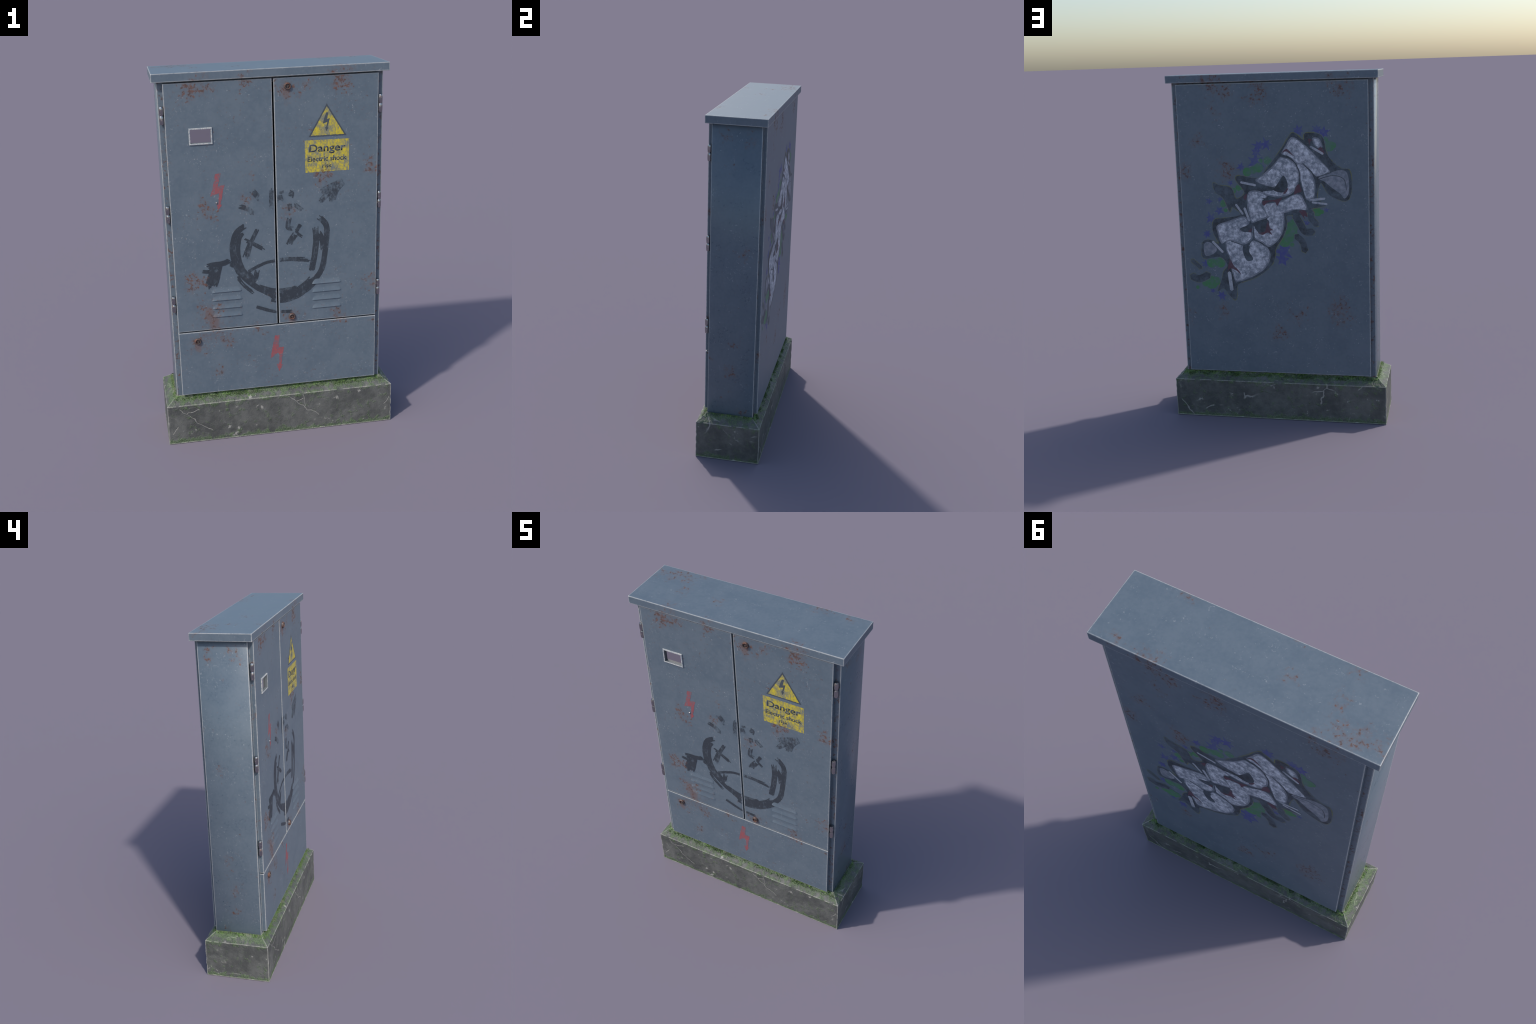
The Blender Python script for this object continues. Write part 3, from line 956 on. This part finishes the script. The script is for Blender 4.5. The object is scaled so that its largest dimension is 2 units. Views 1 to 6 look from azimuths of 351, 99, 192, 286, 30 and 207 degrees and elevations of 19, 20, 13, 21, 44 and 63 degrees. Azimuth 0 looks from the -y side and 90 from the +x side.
SILVER = [
    [(-0.119, 1.652), (-0.189, 1.605), (-0.255, 1.537), (-0.321, 1.467), (-0.310, 1.447), (-0.252, 1.430), (-0.213, 1.471),
     (-0.173, 1.501), (-0.139, 1.505), (-0.119, 1.525), (-0.086, 1.549), (-0.055, 1.560), (-0.081, 1.606)],
    [(-0.139, 1.505), (-0.180, 1.498), (-0.213, 1.464), (-0.238, 1.410), (-0.240, 1.356), (-0.229, 1.309), (-0.188, 1.305),
     (-0.169, 1.357), (-0.153, 1.411), (-0.155, 1.458)],
    [(-0.051, 1.543), (-0.105, 1.526), (-0.142, 1.485), (-0.152, 1.424), (-0.135, 1.370), (-0.100, 1.333), (-0.037, 1.316),
     (0.025, 1.324), (0.066, 1.343), (-0.003, 1.350), (-0.011, 1.371), (0.044, 1.384), (0.099, 1.412), (0.055, 1.446), (-0.002, 1.493)],
    [(0.143, 1.344), (0.087, 1.354), (0.032, 1.326), (0.061, 1.302), (0.062, 1.261), (0.036, 1.205), (0.086, 1.184), (0.129, 1.170),
     (0.142, 1.212), (0.153, 1.268)],
    [(0.062, 1.275), (-0.008, 1.288), (-0.057, 1.302), (-0.120, 1.333), (-0.155, 1.333), (-0.174, 1.302), (-0.193, 1.247),
     (-0.132, 1.247), (-0.062, 1.227), (-0.006, 1.213), (0.036, 1.205), (0.056, 1.240)],
    [(0.036, 1.205), (-0.048, 1.233), (-0.060, 1.185), (-0.052, 1.129), (-0.022, 1.073), (0.036, 1.031), (0.077, 1.058),
     (0.119, 1.079), (0.128, 1.121), (0.123, 1.160), (0.096, 1.107), (0.054, 1.108), (0.031, 1.150)],
    [(0.333, 1.155), (0.256, 1.184), (0.177, 1.208), (0.143, 1.177), (0.158, 1.156), (0.202, 1.135), (0.174, 1.117), (0.132, 1.114),
     (0.126, 1.086), (0.148, 1.058), (0.191, 1.043), (0.248, 1.064), (0.284, 1.064), (0.313, 1.049), (0.332, 1.106)],
    [(0.284, 1.064), (0.241, 1.064), (0.191, 1.043), (0.156, 1.036), (0.126, 1.072), (0.070, 1.051), (0.036, 1.017), (0.027, 0.974),
     (0.047, 0.924), (0.091, 0.881), (0.164, 0.844), (0.230, 0.824), (0.250, 0.856), (0.262, 0.907), (0.267, 0.964), (0.286, 1.007)],
    [(0.418, 1.041), (0.385, 1.056), (0.343, 1.020), (0.359, 0.991), (0.411, 0.976)],
    [(-0.259, 1.424), (-0.320, 1.450), (-0.374, 1.466), (-0.414, 1.456), (-0.427, 1.409), (-0.426, 1.342), (-0.402, 1.309),
     (-0.379, 1.336), (-0.332, 1.370), (-0.292, 1.403)],
    [(-0.231, 1.644), (-0.267, 1.640), (-0.286, 1.597), (-0.263, 1.587), (-0.236, 1.611)],
]
SHADOW = [
    [(-0.062, 1.438), (-0.026, 1.391), (-0.004, 1.357), (-0.052, 1.343), (-0.080, 1.364), (-0.084, 1.398)],
    [(0.185, 1.036), (0.149, 1.037), (0.150, 1.001), (0.130, 0.966), (0.138, 0.951), (0.167, 0.951), (0.186, 0.994)],
    [(0.115, 1.163), (0.037, 1.188), (0.031, 1.150), (0.054, 1.111), (0.089, 1.111)],
    [(0.202, 1.135), (0.158, 1.153), (0.137, 1.142), (0.145, 1.121), (0.174, 1.120)],
]
DRIP = [
    [(0.061, 1.295), (-0.009, 1.302), (-0.051, 1.316), (-0.036, 1.292), (-0.021, 1.268), (-0.008, 1.292), (0.033, 1.288), (0.055, 1.268)],
    [(0.096, 1.114), (0.054, 1.122), (0.037, 1.185), (0.025, 1.143), (0.004, 1.129), (0.025, 1.125), (0.012, 1.101), (0.040, 1.115), (0.068, 1.101)],
    [(-0.059, 1.343), (-0.087, 1.370), (-0.080, 1.350), (-0.065, 1.336)],
    [(-0.207, 1.641), (-0.243, 1.624), (-0.223, 1.631), (-0.216, 1.604), (-0.249, 1.577), (-0.276, 1.597), (-0.296, 1.557), (-0.262, 1.564), (-0.222, 1.591)],
    [(-0.128, 1.370), (-0.149, 1.390), (-0.162, 1.350), (-0.141, 1.343), (-0.120, 1.333)],
    [(-0.070, 1.579), (-0.087, 1.586), (-0.107, 1.566), (-0.126, 1.545), (-0.100, 1.562), (-0.080, 1.573), (-0.059, 1.566)],
    [(0.267, 0.957), (0.247, 0.921), (0.219, 0.893), (0.203, 0.865), (0.234, 0.893), (0.270, 0.903), (0.285, 0.878)],
    [(-0.145, 1.240), (-0.180, 1.241), (-0.192, 1.206), (-0.172, 1.213), (-0.178, 1.192), (-0.158, 1.220)],
    [(0.151, 1.337), (0.173, 1.316), (0.159, 1.302)],
    [(0.153, 1.121), (0.131, 1.139), (0.135, 1.118)],
]
STICK = [(0.0063, [(-0.205, 1.299), (-0.290, 1.309)]), (0.0056, [(-0.222, 1.288), (-0.303, 1.278)]), (0.0063, [(0.183, 1.402), (0.100, 1.385)]),
         (0.0063, [(0.217, 1.275), (0.180, 1.222)]), (0.0070, [(0.168, 1.254), (0.143, 1.184)]), (0.0070, [(0.363, 1.059), (0.308, 0.999)]),
         (0.0105, [(0.274, 0.878), (0.264, 0.776)]), (0.0063, [(-0.219, 1.597), (-0.286, 1.557)])]
TENTACLE = [(0.0197, [(-0.124, 1.213), (-0.150, 1.165), (-0.176, 1.123), (-0.218, 1.120)]), (0.0169, [(-0.214, 1.234), (-0.213, 1.199), (-0.243, 1.162)]),
            (0.0176, [(-0.127, 1.095), (-0.161, 1.061), (-0.173, 1.012)]), (0.0211, [(0.498, 0.852), (0.455, 0.838), (0.402, 0.861)]),
            (0.0105, [(0.493, 0.947), (0.444, 0.904)])]
CONTOUR = [(0.0035, [(-0.048, 1.546), (-0.106, 1.529), (-0.142, 1.485), (-0.154, 1.424), (-0.135, 1.363), (-0.100, 1.329), (-0.037, 1.309), (0.033, 1.309), (0.061, 1.309)]),
           (0.0035, [(-0.153, 1.411), (-0.172, 1.343), (-0.197, 1.247)]), (0.0028, [(-0.173, 1.505), (-0.219, 1.457), (-0.246, 1.430), (-0.327, 1.453)]),
           (0.0035, [(0.255, 1.064), (0.191, 1.043), (0.156, 1.040), (0.119, 1.072), (0.036, 1.027)]), (0.0042, [(0.123, 1.160), (0.119, 1.079)]),
           (0.0028, [(-0.259, 1.417), (-0.340, 1.437), (-0.400, 1.416), (-0.413, 1.356)])]
BURST = [(0.039, 0.074, 1.605), (0.039, 0.029, 1.614), (0.032, 0.089, 1.568), (0.053, 0.094, 1.517), (0.028, 0.179, 1.488), (0.025, 0.376, 1.295),
         (0.035, 0.370, 1.197), (0.032, 0.318, 1.240), (0.060, -0.048, 1.007), (0.046, -0.043, 0.958), (0.021, -0.188, 1.172), (0.042, -0.291, 1.672),
         (0.035, -0.255, 1.689), (0.042, -0.151, 1.684), (0.035, 0.325, 0.739), (0.018, 0.378, 0.767), (0.032, 0.397, 1.105), (0.028, 0.414, 0.926),
         (0.021, 0.308, 1.302), (0.021, 0.246, 1.399), (0.018, -0.299, 1.244)]
DOT = [(0.0225, 0.025, 1.523), (0.0127, 0.066, 1.522), (0.0267, 0.078, 1.483), (0.0246, 0.145, 1.460), (0.0211, 0.110, 1.470), (0.0211, 0.291, 1.281),
       (0.0112, 0.279, 1.243), (0.0176, 0.231, 1.354), (0.0176, 0.198, 1.371), (0.0295, -0.323, 1.599), (0.0127, -0.304, 1.636), (0.0176, -0.343, 1.602),
       (0.0246, -0.248, 1.234), (0.0112, -0.275, 1.234), (0.0351, -0.101, 1.144), (0.0422, -0.093, 1.102), (0.0351, -0.057, 1.067), (0.0211, -0.109, 1.171),
       (0.0127, -0.101, 1.046), (0.0316, 0.326, 0.938), (0.0281, 0.377, 0.934), (0.0387, 0.383, 0.818), (0.0211, 0.420, 0.813), (0.0246, 0.353, 0.826),
       (0.0105, 0.469, 0.787)]


def burst_loop(r, x, z):
    n = rng.choice((5, 6, 7))
    a0 = rng.uniform(0, 6)
    out = []
    for i in range(n):
        a = a0 + 2 * math.pi * i / n
        R = r * rng.uniform(0.75, 1.2)
        out.append((x + R * math.cos(a), z + R * math.sin(a)))
        b = a + math.pi / n
        out.append((x + r * 0.42 * math.cos(b), z + r * 0.42 * math.sin(b)))
    return out


def dot_loop(r, x, z):
    return [(x + r * math.cos(2 * math.pi * i / 36), z + r * math.sin(2 * math.pi * i / 36)) for i in range(36)]


def grow(loop, d):
    area = sum(a[0] * b[1] - b[0] * a[1] for a, b in zip(loop, loop[1:] + loop[:1]))
    sgn = 1 if area > 0 else -1
    out = []
    n = len(loop)
    for i in range(n):
        t = (Vector(loop[(i + 1) % n]) - Vector(loop[i - 1])).normalized()
        out.append(Vector(loop[i]) + Vector((t.y, -t.x)) * d * sgn)
    return out


level = [0]


def layer(name, loops, mat):
    """Each film of the piece lies a hair above the last, so overlaps keep their order."""
    for lp in loops:
        level[0] += 1
        film(name, [lp], BACK + 0.0001 + 0.000010 * level[0], mat, back, 0.000006)


tent = [stroke_loop(p, r) for r, p in TENTACLE]
body = smooth_loop(BODY, 4)
layer("graffiti_burst", [burst_loop(*b) for b in BURST], M_BLUE)
layer("graffiti_dot", [dot_loop(*b) for b in DOT], M_GREEN)
layer("graffiti_halo", [grow(body, 0.0045)] + [grow(t, 0.004) for t in tent], M_OLIVE)
layer("graffiti_backing", [body] + tent, M_BLACK)
layer("graffiti_fill", [smooth_loop(s) for s in SILVER], M_SMOKE)


def shrink(loop, d):
    """Softly smaller copy, drawn in towards the loop's own middle line."""
    c = sum((Vector(p) for p in loop), Vector((0, 0))) / len(loop)
    return [Vector(p) + (c - Vector(p)).normalized() * min(d, (c - Vector(p)).length * 0.3) for p in loop]


layer("graffiti_glow", [ragged(shrink(smooth_loop(s), 0.009), 0.003, i) for i, s in enumerate(SILVER) if i not in (8, 9)], M_SILVER)
layer("graffiti_shadow", [smooth_loop(s) for s in SHADOW] + [stroke_loop(p, r * 0.7) for r, p in CONTOUR], M_BLACK)
layer("graffiti_drip", [smooth_loop(s, 3) for s in DRIP], M_CRIMSON)
layer("graffiti_highlight", [stroke_loop(p, r) for r, p in STICK], M_WHITE)
